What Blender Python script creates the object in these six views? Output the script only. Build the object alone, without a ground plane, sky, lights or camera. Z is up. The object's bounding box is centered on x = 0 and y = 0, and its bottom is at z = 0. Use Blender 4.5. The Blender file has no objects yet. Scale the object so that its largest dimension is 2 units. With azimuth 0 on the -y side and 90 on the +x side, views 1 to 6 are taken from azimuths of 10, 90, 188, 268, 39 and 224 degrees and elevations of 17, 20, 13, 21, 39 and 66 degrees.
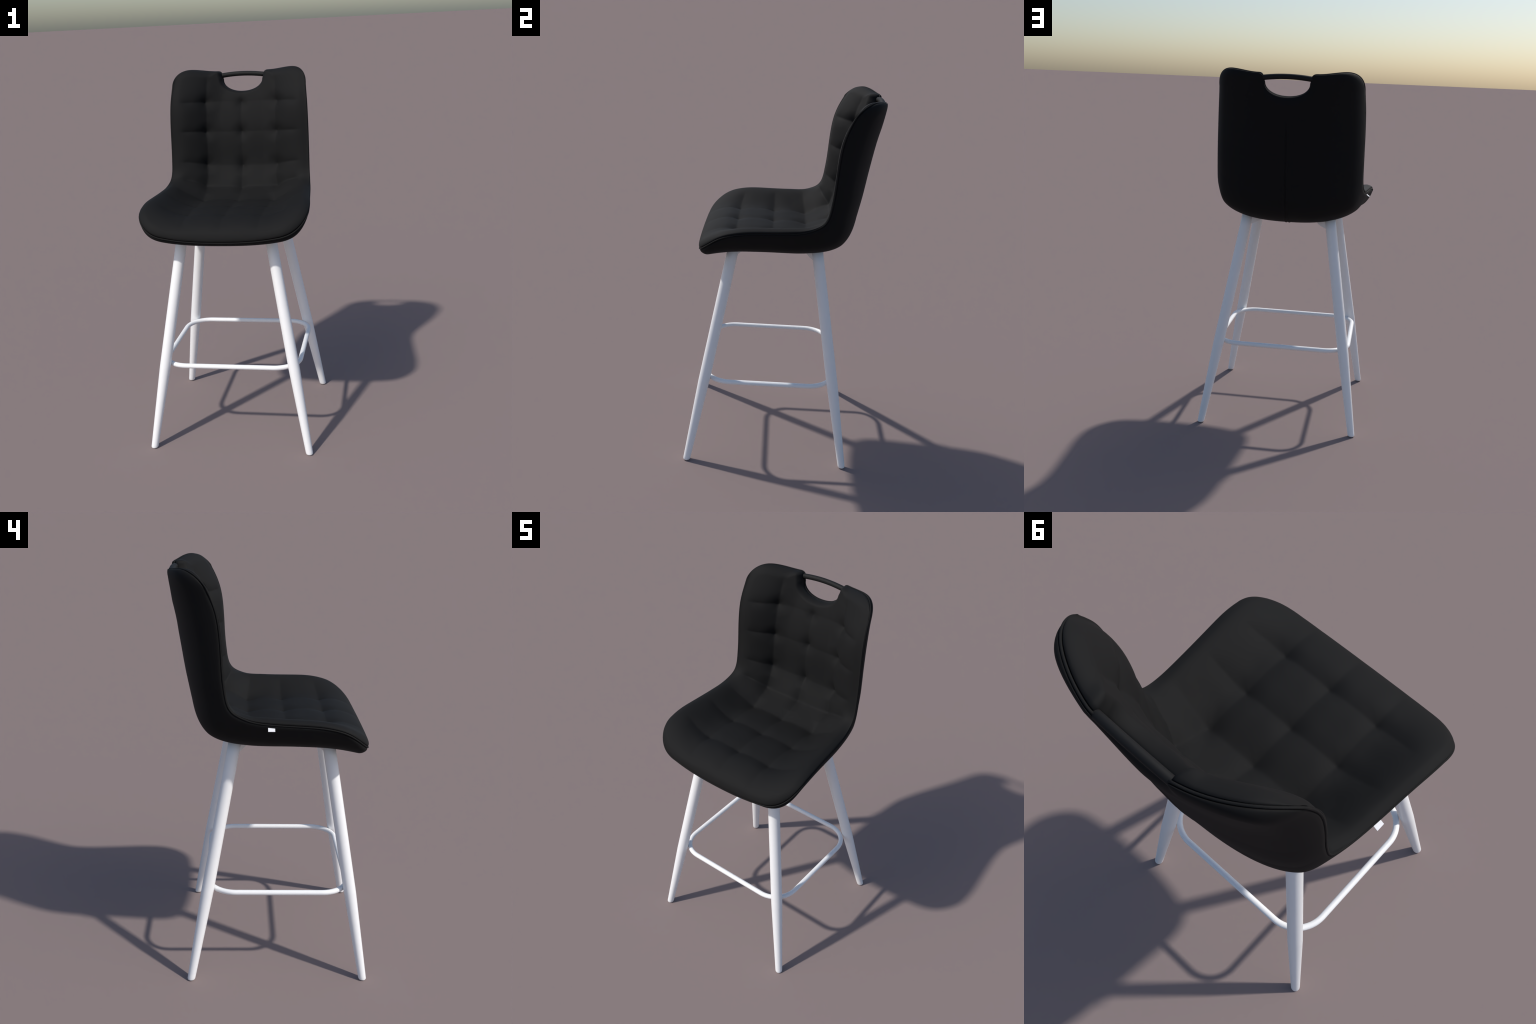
"""Upholstered counter stool: quilted black bucket seat with a grab handle in the
backrest, on four splayed, tapered white legs tied by a ring-shaped footrest."""
import bpy, math
import numpy as np
from mathutils import Vector
from mathutils.geometry import delaunay_2d_cdt

# ------------------------------------------------------------------ helpers
def smoothstep(a, b, v):
    k = np.clip((v - a) / (b - a), 0, 1)
    return k * k * (3 - 2 * k)


def cubic_spline(xs, ys):
    """natural cubic spline through columns of ys; returns a callable"""
    xs = np.asarray(xs, float)
    ys = np.asarray(ys, float)
    n = len(xs)
    h = np.diff(xs)
    A = np.eye(n)
    B = np.zeros_like(ys)
    for i in range(1, n - 1):
        A[i, i - 1:i + 2] = h[i - 1], 2 * (h[i - 1] + h[i]), h[i]
        B[i] = 6 * ((ys[i + 1] - ys[i]) / h[i] - (ys[i] - ys[i - 1]) / h[i - 1])
    M = np.linalg.solve(A, B)

    def f(x):
        x = np.asarray(x, float)
        i = np.clip(np.searchsorted(xs, x) - 1, 0, n - 2)
        hh = h[i][:, None]
        a = (xs[i + 1] - x)[:, None]
        b = (x - xs[i])[:, None]
        return (M[i] * a ** 3 + M[i + 1] * b ** 3) / (6 * hh) \
            + (ys[i] / hh - M[i] * hh / 6) * a + (ys[i + 1] / hh - M[i + 1] * hh / 6) * b
    return f


def mesh_object(name, verts, faces, mat, parent=None, smooth=True):
    me = bpy.data.meshes.new(name)
    me.from_pydata([tuple(map(float, v)) for v in verts], [], [tuple(f) for f in faces])
    me.update()
    if smooth:
        me.shade_smooth()
    me.materials.append(mat)
    ob = bpy.data.objects.new(name, me)
    bpy.context.scene.collection.objects.link(ob)
    ob.parent = parent
    return ob


def sweep(path, radius, sides=24, closed=False, caps=True):
    """round tube along a list of points; radius a number or one per point"""
    P = np.asarray(path, float)
    n = len(P)
    R = np.broadcast_to(radius, (n,))
    if closed:
        tan = np.roll(P, -1, 0) - np.roll(P, 1, 0)
    else:
        tan = np.gradient(P, axis=0)
    tan /= np.linalg.norm(tan, axis=1)[:, None]
    up = np.array([0, 0, 1.0]) if abs(tan[0][2]) < .9 else np.array([0, 1.0, 0])
    verts, faces = [], []
    a = np.cross(up, tan[0])
    for i in range(n):
        a = a - tan[i] * (a @ tan[i])
        a /= np.linalg.norm(a)
        b = np.cross(tan[i], a)
        for k in range(sides):
            q = 2 * math.pi * k / sides
            verts.append(P[i] + R[i] * (math.cos(q) * a + math.sin(q) * b))
    m = n if closed else n - 1
    for i in range(m):
        j = (i + 1) % n
        for k in range(sides):
            l = (k + 1) % sides
            faces.append((i * sides + k, i * sides + l, j * sides + l, j * sides + k))
    if caps and not closed:
        faces.append(tuple(range(sides))[::-1])
        faces.append(tuple(range((n - 1) * sides, n * sides)))
    return verts, faces


# ---------------------------------------------------------------- materials
def new_material(name):
    m = bpy.data.materials.new(name)
    m.use_nodes = True
    nt = m.node_tree
    bsdf = nt.nodes["Principled BSDF"]
    return m, nt, bsdf


def fabric(name, col_lo, col_hi, rough, spec, weave):
    m, nt, b = new_material(name)
    tc = nt.nodes.new("ShaderNodeTexCoord")
    blot = nt.nodes.new("ShaderNodeTexNoise")
    blot.inputs["Scale"].default_value = 9
    blot.inputs["Detail"].default_value = 4
    fine = nt.nodes.new("ShaderNodeTexNoise")
    fine.inputs["Scale"].default_value = weave
    fine.inputs["Detail"].default_value = 2
    mixv = nt.nodes.new("ShaderNodeMath")
    mixv.operation = "MULTIPLY_ADD"
    mixv.inputs[1].default_value = .35
    ramp = nt.nodes.new("ShaderNodeValToRGB")
    ramp.color_ramp.elements[0].position = .35
    ramp.color_ramp.elements[1].position = .95
    ramp.color_ramp.elements[0].color = (*col_lo, 1)
    ramp.color_ramp.elements[1].color = (*col_hi, 1)
    bump = nt.nodes.new("ShaderNodeBump")
    bump.inputs["Strength"].default_value = .12
    bump.inputs["Distance"].default_value = .001
    L = nt.links.new
    L(tc.outputs["Object"], blot.inputs["Vector"])
    L(tc.outputs["Object"], fine.inputs["Vector"])
    L(fine.outputs["Fac"], mixv.inputs[0])
    L(blot.outputs["Fac"], mixv.inputs[2])
    L(mixv.outputs[0], ramp.inputs["Fac"])
    L(ramp.outputs["Color"], b.inputs["Base Color"])
    L(fine.outputs["Fac"], bump.inputs["Height"])
    L(bump.outputs["Normal"], b.inputs["Normal"])
    b.inputs["Roughness"].default_value = rough
    b.inputs["Specular IOR Level"].default_value = spec
    return m


def paint(name, col, rough, coarse=40):
    m, nt, b = new_material(name)
    tc = nt.nodes.new("ShaderNodeTexCoord")
    n = nt.nodes.new("ShaderNodeTexNoise")
    n.inputs["Scale"].default_value = coarse
    ramp = nt.nodes.new("ShaderNodeValToRGB")
    ramp.color_ramp.elements[0].color = (*[c * .975 for c in col], 1)
    ramp.color_ramp.elements[1].color = (*col, 1)
    nt.links.new(tc.outputs["Object"], n.inputs["Vector"])
    nt.links.new(n.outputs["Fac"], ramp.inputs["Fac"])
    nt.links.new(ramp.outputs["Color"], b.inputs["Base Color"])
    b.inputs["Roughness"].default_value = rough
    return m


MAT_CUSHION = fabric("black_velour", (.0061, .0061, .0061), (.0069, .0069, .0069), .8, .25, 900)
MAT_SHELL = fabric("black_shell_cloth", (.0050, .0050, .0051), (.0058, .0058, .0059), .8, .22, 900)
MAT_HANDLE = fabric("black_powder_coat", (.006, .006, .006), (.008, .008, .008), .7, .3, 500)
MAT_WHITE = paint("white_lacquer", (.96, .96, .96), .4)
MAT_LABEL = paint("white_label_cloth", (.88, .88, .90), .8)

# ------------------------------------------------------ seat body: stations
# running from the front lip over the seat, up the backrest to its top edge.
# inner centre line (y, z) | outer centre line (y, z) | side rim (half width, y, z)
STATIONS = [
    ((-.462, 1.205), (-.438, 1.163), (.450, -.443, 1.224)),
    ((-.420, 1.256), (-.395, 1.153), (.450, -.388, 1.268)),
    ((-.340, 1.290), (-.330, 1.156), (.449, -.320, 1.307)),
    ((-.256, 1.296), (-.250, 1.163), (.446, -.235, 1.328)),
    ((-.160, 1.297), (-.160, 1.165), (.438, -.150, 1.334)),
    ((-.061, 1.295), (-.060, 1.164), (.430, -.060, 1.336)),
    ((.030, 1.292), (.040, 1.161), (.423, .022, 1.339)),
    ((.115, 1.290), (.140, 1.163), (.416, .100, 1.348)),
    ((.183, 1.306), (.239, 1.177), (.410, .155, 1.366)),
    ((.243, 1.340), (.321, 1.216), (.405, .197, 1.392)),
    ((.281, 1.393), (.369, 1.285), (.402, .219, 1.430)),
    ((.306, 1.449), (.392, 1.365), (.401, .230, 1.480)),
    ((.318, 1.545), (.414, 1.465), (.400, .240, 1.565)),
    ((.330, 1.644), (.432, 1.570), (.399, .246, 1.655)),
    ((.348, 1.730), (.450, 1.680), (.397, .253, 1.740)),
    ((.376, 1.816), (.471, 1.790), (.393, .268, 1.825)),
    ((.408, 1.900), (.494, 1.885), (.386, .298, 1.905)),
    ((.445, 1.996), (.508, 1.980), (.381, .350, 2.006)),
]
tab = np.array([[*i, *o, *r] for i, o, r in STATIONS])
mid = (tab[:, 0:2] + tab[:, 5:7]) / 2
T_KNOT = np.concatenate([[0], np.cumsum(np.linalg.norm(np.diff(mid, axis=0), axis=1))])
T_END = T_KNOT[-1]
station = cubic_spline(T_KNOT, tab)
T_CREASE = T_KNOT[9]                       # seat / backrest fold
ROWS = T_KNOT[[3, 5, 7, 9, 11, 13, 15]]    # quilting rows
COLUMNS = np.array([-.2, 0, .2])           # quilting columns


def base_sheets(x, t):
    """inner sheet, outer sheet at lateral position x and profile length t"""
    s = station(np.clip(t, -.02, T_END + .02))
    yi, zi, yo, zo, W, yr, zr = s.T
    u = np.clip(np.abs(x) / W, 0, 1)
    back = smoothstep(T_KNOT[7], T_KNOT[11], t)
    # flat middle, then a padded bolster that is full well before the rim
    crown = smoothstep(T_KNOT[14], T_KNOT[17], t)
    lo, hi = .52 - .22 * smoothstep(T_KNOT[6], T_KNOT[9], t) - .14 * crown, .94 - .07 * back + .14 * crown
    k = np.clip((u - lo) / (hi - lo), 0, 1)
    f = k * k * (3 - 2 * k)
    puff = .023 + (.006 - .023) * smoothstep(T_KNOT[6], T_KNOT[9], t) - .006 * crown
    # rim puff: points away from the shell
    dy, dz = yi - yo, zi - zo
    ln = np.hypot(dy, dz)
    py, pz = yr + puff * dy / ln, zr + puff * dz / ln
    inner = np.stack([x, yi + (py - yi) * f, zi + (pz - zi) * f], -1)
    e = np.interp(t, T_KNOT[[0, 4, 7, 9, 11, 13, 15, 17]], [2.4, 2.5, 2.45, 2.48, 2.05, 1.92, 1.95, 1.95])
    wrap = smoothstep(T_KNOT[9], T_KNOT[12], t) * .24
    e = e - wrap * 1.1
    g = (1 - wrap) * (1 - np.maximum(1 - u ** e, 0) ** (1 / e)) + wrap * (1 - np.maximum(1 - u ** 7, 0) ** (1 / 7))
    outer = np.stack([x, yo + (yr - yo) * g, zo + (zr - zo) * g], -1)
    # seam sheet: mid-thickness on the centre line, bending out to the rim
    m = (u ** 2.5)[:, None]
    sg = SIGMA - .17 * smoothstep(T_KNOT[15], T_KNOT[17], t)
    centre = np.stack([x, yo + (yi - yo) * sg, zo + (zi - zo) * sg], -1)
    rim = np.stack([x, yr, zr], -1)
    return inner, outer, centre + (rim - centre) * m


SIGMA = .45


# --------------------------------------------------- outline in (x, t) plane
def half_width(t):
    return station(np.array([t]))[0, 4]


def arc(cx, cy, a, b, q0, q1, n, e=2.0):
    out = []
    for q in np.linspace(q0, q1, n):
        c, s = math.cos(q), math.sin(q)
        out.append((cx + a * math.copysign(abs(c) ** (2 / e), c), cy + b * math.copysign(abs(s) ** (2 / e), s)))
    return out


def outline():
    """right half of the closed outline from front centre to notch centre, then mirrored"""
    fr, tb = .162, .165          # front corner extents across and along
    tr, tc = .10, .105         # top corner extents
    pts = [(x, .15 * x * x) for x in np.linspace(0, .449 - fr, 30)]
    t0 = .15 * (.449 - fr) ** 2
    pts += arc(half_width(tb) - fr, t0 + tb, fr, tb, -math.pi / 2, 0, 40, 2.25)[1:]
    for t in np.linspace(t0 + tb, T_END - tc, 120)[1:]:
        pts.append((half_width(t), t))
    w = half_width(T_END - tc)
    pts += arc(w - tr, T_END - tc, tr, tc, 0, math.pi / 2, 36, 2.3)[1:]
    # top edge dips slightly toward the notch, whose lip is rounded
    pts += [(x, T_END - .009 * smoothstep(w - tr, .16, x)) for x in np.linspace(w - tr, .149, 22)[1:]]
    pts += arc(.148, T_END - .009 - .020, -.020, .020, math.pi / 2, 0, 10)[1:]
    notch_t = T_END - .009 - .020
    pts += [(.128 - .010 * smoothstep(notch_t, notch_t - .05, v), v) for v in np.linspace(notch_t, notch_t - .032, 6)[1:]]
    cx = pts[-1][0]
    ct = pts[-1][1]
    pts += [(px, pt) for px, pt in arc(0, ct, cx, T_END - ct - .142, 0, math.pi / 2, 40, 2.15)][1:]
    fixed = []
    for px, pt in pts:                      # lower arc of the notch goes downwards
        fixed.append((px, pt))
    return fixed, ct, cx


ts_probe = np.linspace(T_END - .3, T_END, 200)
zi_probe = base_sheets(ts_probe * 0, ts_probe)
NOTCH_T = float(np.interp(1.861, zi_probe[2][:, 2], ts_probe))   # notch floor


def build_outline():
    pts, ct, cx = outline()
    P = np.array(pts)
    low = NOTCH_T
    k = len(P) - 39
    for i in range(k, len(P)):
        q = (i - k + 1) / 39 * math.pi / 2
        P[i] = (cx * math.cos(q) ** (2 / 2.15), ct - (ct - low) * math.sin(q) ** (2 / 2.15))
    P[-1, 0] = 0
    # resample evenly
    seg = np.concatenate([[0], np.cumsum(np.linalg.norm(np.diff(P, axis=0), axis=1))])
    n = int(seg[-1] / .0055)
    s = np.linspace(0, seg[-1], n + 1)
    R = np.stack([np.interp(s, seg, P[:, 0]), np.interp(s, seg, P[:, 1])], -1)
    L = R[1:-1][::-1] * np.array([-1, 1])
    return np.concatenate([R, L])           # closed, counter-clockwise


OUT = build_outline()
tang = np.roll(OUT, -1, 0) - np.roll(OUT, 1, 0)
tang /= np.linalg.norm(tang, axis=1)[:, None]
INWARD = np.stack([-tang[:, 1], tang[:, 0]], -1)
for _ in range(2):
    INWARD = (np.roll(INWARD, 1, 0) + INWARD + np.roll(INWARD, -1, 0))
    INWARD /= np.linalg.norm(INWARD, axis=1)[:, None]


def distance_to_outline(Q):
    a = OUT
    d = np.roll(OUT, -1, 0) - a
    dd = (d * d).sum(1)
    res = np.empty(len(Q))
    for i in range(0, len(Q), 2000):
        q = Q[i:i + 2000, None, :] - a[None]
        k = np.clip((q * d[None]).sum(2) / dd[None], 0, 1)
        r = q - k[..., None] * d[None]
        res[i:i + 2000] = np.sqrt((r * r).sum(2).min(1))
    return res


def inside(Q):
    c = np.zeros(len(Q), bool)
    x, y = Q[:, 0], Q[:, 1]
    for (x0, y0), (x1, y1) in zip(OUT, np.roll(OUT, -1, 0)):
        if y0 == y1:
            continue
        hit = ((y0 > y) != (y1 > y)) & (x < (x1 - x0) * (y - y0) / (y1 - y0) + x0)
        c ^= hit
    return c


def domain_mesh(step, extra_columns=()):
    rings = [.0009, .003, .0062, .0105, .0155, .021, .0265, .032]
    pts = [OUT]
    for r in rings:
        q = OUT + INWARD * r
        d = distance_to_outline(q)
        keep = (d > .93 * r) & inside(q)
        pts.append(q[keep])
    xs = np.arange(-90, 91) * step
    ts = np.arange(0, T_END + step, step)
    G = np.stack(np.meshgrid(xs, ts), -1).reshape(-1, 2)
    if len(extra_columns):
        G = G[np.abs(G[:, 0]) > max(np.abs(extra_columns)) + .4 * step]
        E = np.stack(np.meshgrid(np.asarray(extra_columns), ts), -1).reshape(-1, 2)
        G = np.concatenate([G, E])
    G = G[inside(G)]
    G = G[distance_to_outline(G) > .0358]
    pts.append(G)
    V = np.concatenate(pts)
    n = len(OUT)
    edges = [(i, (i + 1) % n) for i in range(n)]
    v, e, f, *_ = delaunay_2d_cdt([Vector(p) for p in V], edges, [], 1, 1e-7)
    V = np.array([tuple(p) for p in v])
    F = np.array(f)
    return V, F


def surface_normals(fn, x, t, h=.003):
    a = fn(x + h, t) - fn(x - h, t)
    b = fn(x, t + h) - fn(x, t - h)
    n = np.cross(a, b)
    return n / np.maximum(np.linalg.norm(n, axis=1), 1e-9)[:, None]


def quilting(x, t, d):
    """depth pressed into the cushion by the stitched grid"""
    def crease(v, w, e):
        """stitched line: sharp at the stitch, gone before the middle of the pad"""
        return np.exp(-(np.sqrt(v * v + e * e) - e) / w) * (1 - smoothstep(.02, .088, v))
    dx = np.abs(x[:, None] - COLUMNS[None]).min(1)
    dt = np.abs(t[:, None] - ROWS[None]).min(1)
    edge = smoothstep(.015, .10, d)
    span = 1 - smoothstep(.30, .40, np.abs(x))
    front = smoothstep(.0, .12, t)
    top = 1 - smoothstep(T_END - .08, T_END - .01, t) * .6
    back = smoothstep(T_KNOT[7], T_KNOT[10], t)
    bolster = smoothstep(.17, .25, np.abs(x))
    col = (.0050 + .0022 * back) * crease(dx, .028 - .006 * back, .006 - .003 * back) * (0.25 + .75 * edge) * front * top
    fold = .006 * np.exp(-((t - T_CREASE) / .05) ** 2)
    row = (.0062 - .0034 * back + .0050 * back * bolster + fold) * crease(dt, .028 - .009 * back, .005 - .003 * back) * edge * span
    r = np.sqrt(dx * dx + dt * dt + .003 ** 2) - .003
    node = (.0130 + .0080 * back) * np.clip(1 - r / (.088 - .014 * back), 0, 1) ** 2.3 * edge
    return np.maximum(col, row) + .35 * np.minimum(col, row) + node


R_IN, R_OUT_EDGE, TUCK = .045, .045, .013


def roll(d, r):
    k = np.clip(d / r, 0, 1)
    return np.sqrt(np.maximum(1 - (1 - k) ** 2, 0))


def seam_point(x, t):
    return base_sheets(x, t)[2]


def rim_bead(V, P, amount, reach=.016):
    """rounded bead beside the seam: pushes the sheet outward just behind its edge"""
    idx = np.empty(len(V), int)
    for i in range(0, len(V), 2000):
        q = V[i:i + 2000, None, :] - OUT[None]
        idx[i:i + 2000] = (q * q).sum(2).argmin(1)
    a = seam_point(OUT[:, 0], OUT[:, 1])
    h = OUT + INWARD * .012
    out = a - seam_point(h[:, 0], h[:, 1])
    out /= np.linalg.norm(out, axis=1)[:, None]
    out = (np.roll(out, 2, 0) + np.roll(out, -2, 0) + out) / 3
    z = np.linalg.norm(P - a[idx], axis=1) / reach
    lip = smoothstep(.05, .35, V[:, 1]) * (1 - .75 * smoothstep(T_END - .16, T_END - .05, V[:, 1]))
    k = amount * (.25 + .75 * lip) * z * np.exp(1 - z) * (z < 8)
    return out[idx] * k[:, None]


def finish_sheet(V, F, positions, flip, gap):
    """add the tucked hem ring behind the sheet's outer edge"""
    n = len(OUT)
    hem2 = OUT + INWARD * TUCK
    hem = seam_point(hem2[:, 0], hem2[:, 1])
    nv = len(positions)
    P = np.concatenate([positions, hem])
    faces = [tuple(f) for f in F]
    for i in range(n):
        j = (i + 1) % n
        faces.append((j, i, nv + i, nv + j))
    if flip:
        faces = [f[::-1] for f in faces]
    return P, faces


root = bpy.data.objects.new("bar_stool", None)
bpy.context.scene.collection.objects.link(root)
root["label"] = "tall stool with black quilted bucket seat on white splayed legs"
root["category"] = "bar stool"


def split_body(name_a, name_b, P, faces, tvals, t_split, mat, parent):
    """one smooth surface, cut by region into two objects that share border normals"""
    whole = mesh_object("whole_tmp", P, faces, mat)
    me = whole.data
    normals = np.empty(len(me.vertices) * 3)
    me.vertices.foreach_get("normal", normals)
    normals = normals.reshape(-1, 3)
    obs = []
    for name, test in ((name_a, lambda v: v < t_split), (name_b, lambda v: v >= t_split)):
        sel = [f for f in faces if test(np.mean([tvals[i] for i in f]))]
        used = sorted({i for f in sel for i in f})
        remap = {o: k for k, o in enumerate(used)}
        ob = mesh_object(name, P[used], [tuple(remap[i] for i in f) for f in sel], mat, parent)
        ob.data.normals_split_custom_set_from_vertices([tuple(normals[i]) for i in used])
        obs.append(ob)
    bpy.data.objects.remove(whole)
    bpy.data.meshes.remove(me)
    return obs


# ------------------------------------------------------------ inner cushion
V, F = domain_mesh(.005)
x, t = V[:, 0], V[:, 1]
d = distance_to_outline(V)
d[:len(OUT)] = 0
inner, outer, S = base_sheets(x, t)
thick = np.linalg.norm(inner - outer, axis=1)[:, None]
S_in = S + (inner - outer) / np.maximum(thick, 1e-6) * np.minimum(.007, .22 * thick)
nrm = surface_normals(lambda a, b: base_sheets(a, b)[0], x, t)
top_side = inner - nrm * quilting(x, t, d)[:, None]
near_notch = (1 - smoothstep(.15, .19, np.abs(x))) * smoothstep(T_END - .25, T_END - .18, t)
P_in = S_in + (top_side - S_in) * roll(d, R_IN - .008 * (1 - smoothstep(T_KNOT[7], T_KNOT[10], t)) - .028 * near_notch)[:, None]
P_in = P_in + rim_bead(V, P_in, .0055)
Pc, faces = finish_sheet(V, F, P_in, False, 0)
tv = np.concatenate([t, OUT[:, 1]])
seat_cushion, back_cushion = split_body("seat_cushion", "backrest_cushion", Pc, faces, tv, T_CREASE, MAT_CUSHION, root)

# -------------------------------------------------------------- outer shell
cols = np.array([-.026, -.022, -.018, -.0145, -.0115, -.009, -.007, -.005, -.0032, -.0016, 0,
                 .0016, .0032, .005, .007, .009, .0115, .0145, .018, .022, .026])
V, F = domain_mesh(.006, cols)
x, t = V[:, 0], V[:, 1]
d = distance_to_outline(V)
d[:len(OUT)] = 0
inner, outer, S = base_sheets(x, t)
thick = np.linalg.norm(inner - outer, axis=1)[:, None]
S_out = S - (inner - outer) / np.maximum(thick, 1e-6) * np.minimum(.007, .22 * thick)
nrm = surface_normals(lambda a, b: base_sheets(a, b)[1], x, t)   # points inward
ridge = np.exp(-((np.abs(x) - .0085) / .0042) ** 2) * .0032 - np.exp(-(x / .0035) ** 2) * .0025
ridge = .85 * ridge * (1 - smoothstep(T_END - .30, T_END - .20, t)) * smoothstep(T_KNOT[6], T_KNOT[7], t)
under = outer - nrm * ridge[:, None]
P_out = S_out + (under - S_out) * roll(d, R_OUT_EDGE)[:, None]
P_out = P_out + rim_bead(V, P_out, .0065)
Pc, faces = finish_sheet(V, F, P_out, True, 0)
tv = np.concatenate([t, OUT[:, 1]])
seat_shell, back_shell = split_body("seat_shell", "backrest_shell", Pc, faces, tv, T_CREASE, MAT_SHELL, root)

# ------------------------------------------------------- piping in the seam
pp = seam_point(OUT[:, 0], OUT[:, 1])
ins = seam_point(*(OUT + INWARD * .004).T)
pv, pf = sweep(pp - (ins - pp) * .5, .0038, sides=10, closed=True)
mesh_object("seam_piping", pv, pf, MAT_CUSHION, root)

# ------------------------------------------------------------------- handle
hp = []
for k in np.linspace(-1, 1, 41):
    hp.append((.150 * k, .474 - .004 * k * k, 1.9665 - .0125 * k * k))
hv, hf = sweep(hp, .0138, sides=20)
mesh_object("carry_handle", hv, hf, MAT_HANDLE, root)

# --------------------------------------------------------------------- label
lx0, lz0, lx1, lz1 = -.420, 1.332, -.4415, 1.3155
lv, lf = [], []
nx = np.array([lz1 - lz0, 0, -(lx1 - lx0)])
nx = nx / np.linalg.norm(nx) * .0009
for k in np.linspace(0, 1, 5):
    for y in (.0015, .0325):
        c = np.array([lx0 + (lx1 - lx0) * k, y + .0005, lz0 + (lz1 - lz0) * k - .0012 * math.sin(k * 3.1)])
        lv += [c + nx, c - nx]
for i in range(4):
    a, b = i * 4, i * 4 + 4
    lf += [(a, a + 2, b + 2, b), (a + 1, b + 1, b + 3, a + 3), (a, b, b + 1, a + 1), (a + 2, a + 3, b + 3, b + 2)]
lf += [(0, 1, 3, 2), (16, 18, 19, 17)]
mesh_object("fabric_label", lv, lf, MAT_LABEL, root, smooth=False)

# ----------------------------------------------------------------- legs
CY = -.0425                         # legs stand symmetrically about this y
FOOT, HIP = (.4355, .4320), (.2512, .2390)   # axis offsets at z = 0 and z = 1.1
LEG_R, FOOT_R, KINK_Z, TOP_Z = .0308, .0194, .46, 1.215


def leg_axis(sx, sy, z):
    k = z / 1.1
    return np.array([sx * (FOOT[0] + (HIP[0] - FOOT[0]) * k), CY + sy * (FOOT[1] + (HIP[1] - FOOT[1]) * k), z])


def leg_mesh():
    """leg of the +x, -y corner, horizontal rings so the foot stands flat"""
    zs = [0, .0015, .004, .008] + list(np.linspace(.02, KINK_Z - .02, 12)) \
        + [KINK_Z - .008, KINK_Z, KINK_Z + .008] + list(np.linspace(KINK_Z + .03, TOP_Z, 10))
    verts, faces, n = [], [], 40
    for z in zs:
        r = FOOT_R + (LEG_R - FOOT_R) * min(z / KINK_Z, 1)
        if z < .008:
            r -= .006 * (1 - math.sqrt(1 - (1 - z / .008) ** 2))
        c = leg_axis(1, -1, z)
        for k in range(n):
            q = 2 * math.pi * k / n
            verts.append((c[0] + r * math.cos(q), c[1] + r * math.sin(q), z))
    m = len(zs)
    for i in range(m - 1):
        for k in range(n):
            l = (k + 1) % n
            faces.append((i * n + k, i * n + l, (i + 1) * n + l, (i + 1) * n + k))
    faces.append(tuple(range(n))[::-1])
    faces.append(tuple(range((m - 1) * n, m * n)))
    return verts, faces


verts, faces = leg_mesh()
for sx, sy in ((1, -1), (-1, -1), (-1, 1), (1, 1)):
    vv = [(sx * a, CY + (b - CY) * -sy, c) for a, b, c in verts]
    ff = faces if sx * -sy > 0 else [f[::-1] for f in faces]
    leg = mesh_object("leg", vv, ff, MAT_WHITE, root)
    # wedge-shaped mounting bracket from the leg toward the seat's middle
    base = leg_axis(sx, sy, 1.15)
    aim = np.array([-sx * .82, -sy * .57, 0])
    side = np.array([-aim[1], aim[0], 0])
    lift = .012 if sy < 0 else .003
    prof = [(-.01, 1.200), (-.01, 1.1405 + lift), (.030, 1.1415 + lift), (.062, 1.150 + lift), (.085, 1.160 + lift), (.085, 1.200)]
    bv = []
    for s in (-.022, .022):
        for a, z in prof:
            p = base + aim * a + side * s
            bv.append((p[0], p[1], z))
    k = len(prof)
    bf = [tuple(range(k)), tuple(range(2 * k - 1, k - 1, -1))]
    for i in range(k):
        j = (i + 1) % k
        bf.append((i, i + k, j + k, j))
    br = mesh_object("mounting_bracket", bv, bf, MAT_WHITE, root, smooth=False)
    mod = br.modifiers.new("soft", "BEVEL")
    mod.width = .004
    mod.segments = 3

# ------------------------------------------------------------- footrest ring
HX, HY, RZ, RC, RR = .3775, .346, .4635, .136, .0133
ring = []
for cx, cy, q0 in ((1, 1, 0), (-1, 1, 90), (-1, -1, 180), (1, -1, 270)):
    for a in np.linspace(0, 90, 17):
        q = math.radians(q0 + a)
        ring.append((cx * (HX - RC) + RC * math.cos(q), CY + cy * (HY - RC) + RC * math.sin(q), RZ))
rv, rf = sweep(ring, RR, sides=20, closed=True)
mesh_object("footrest_ring", rv, rf, MAT_WHITE, root)
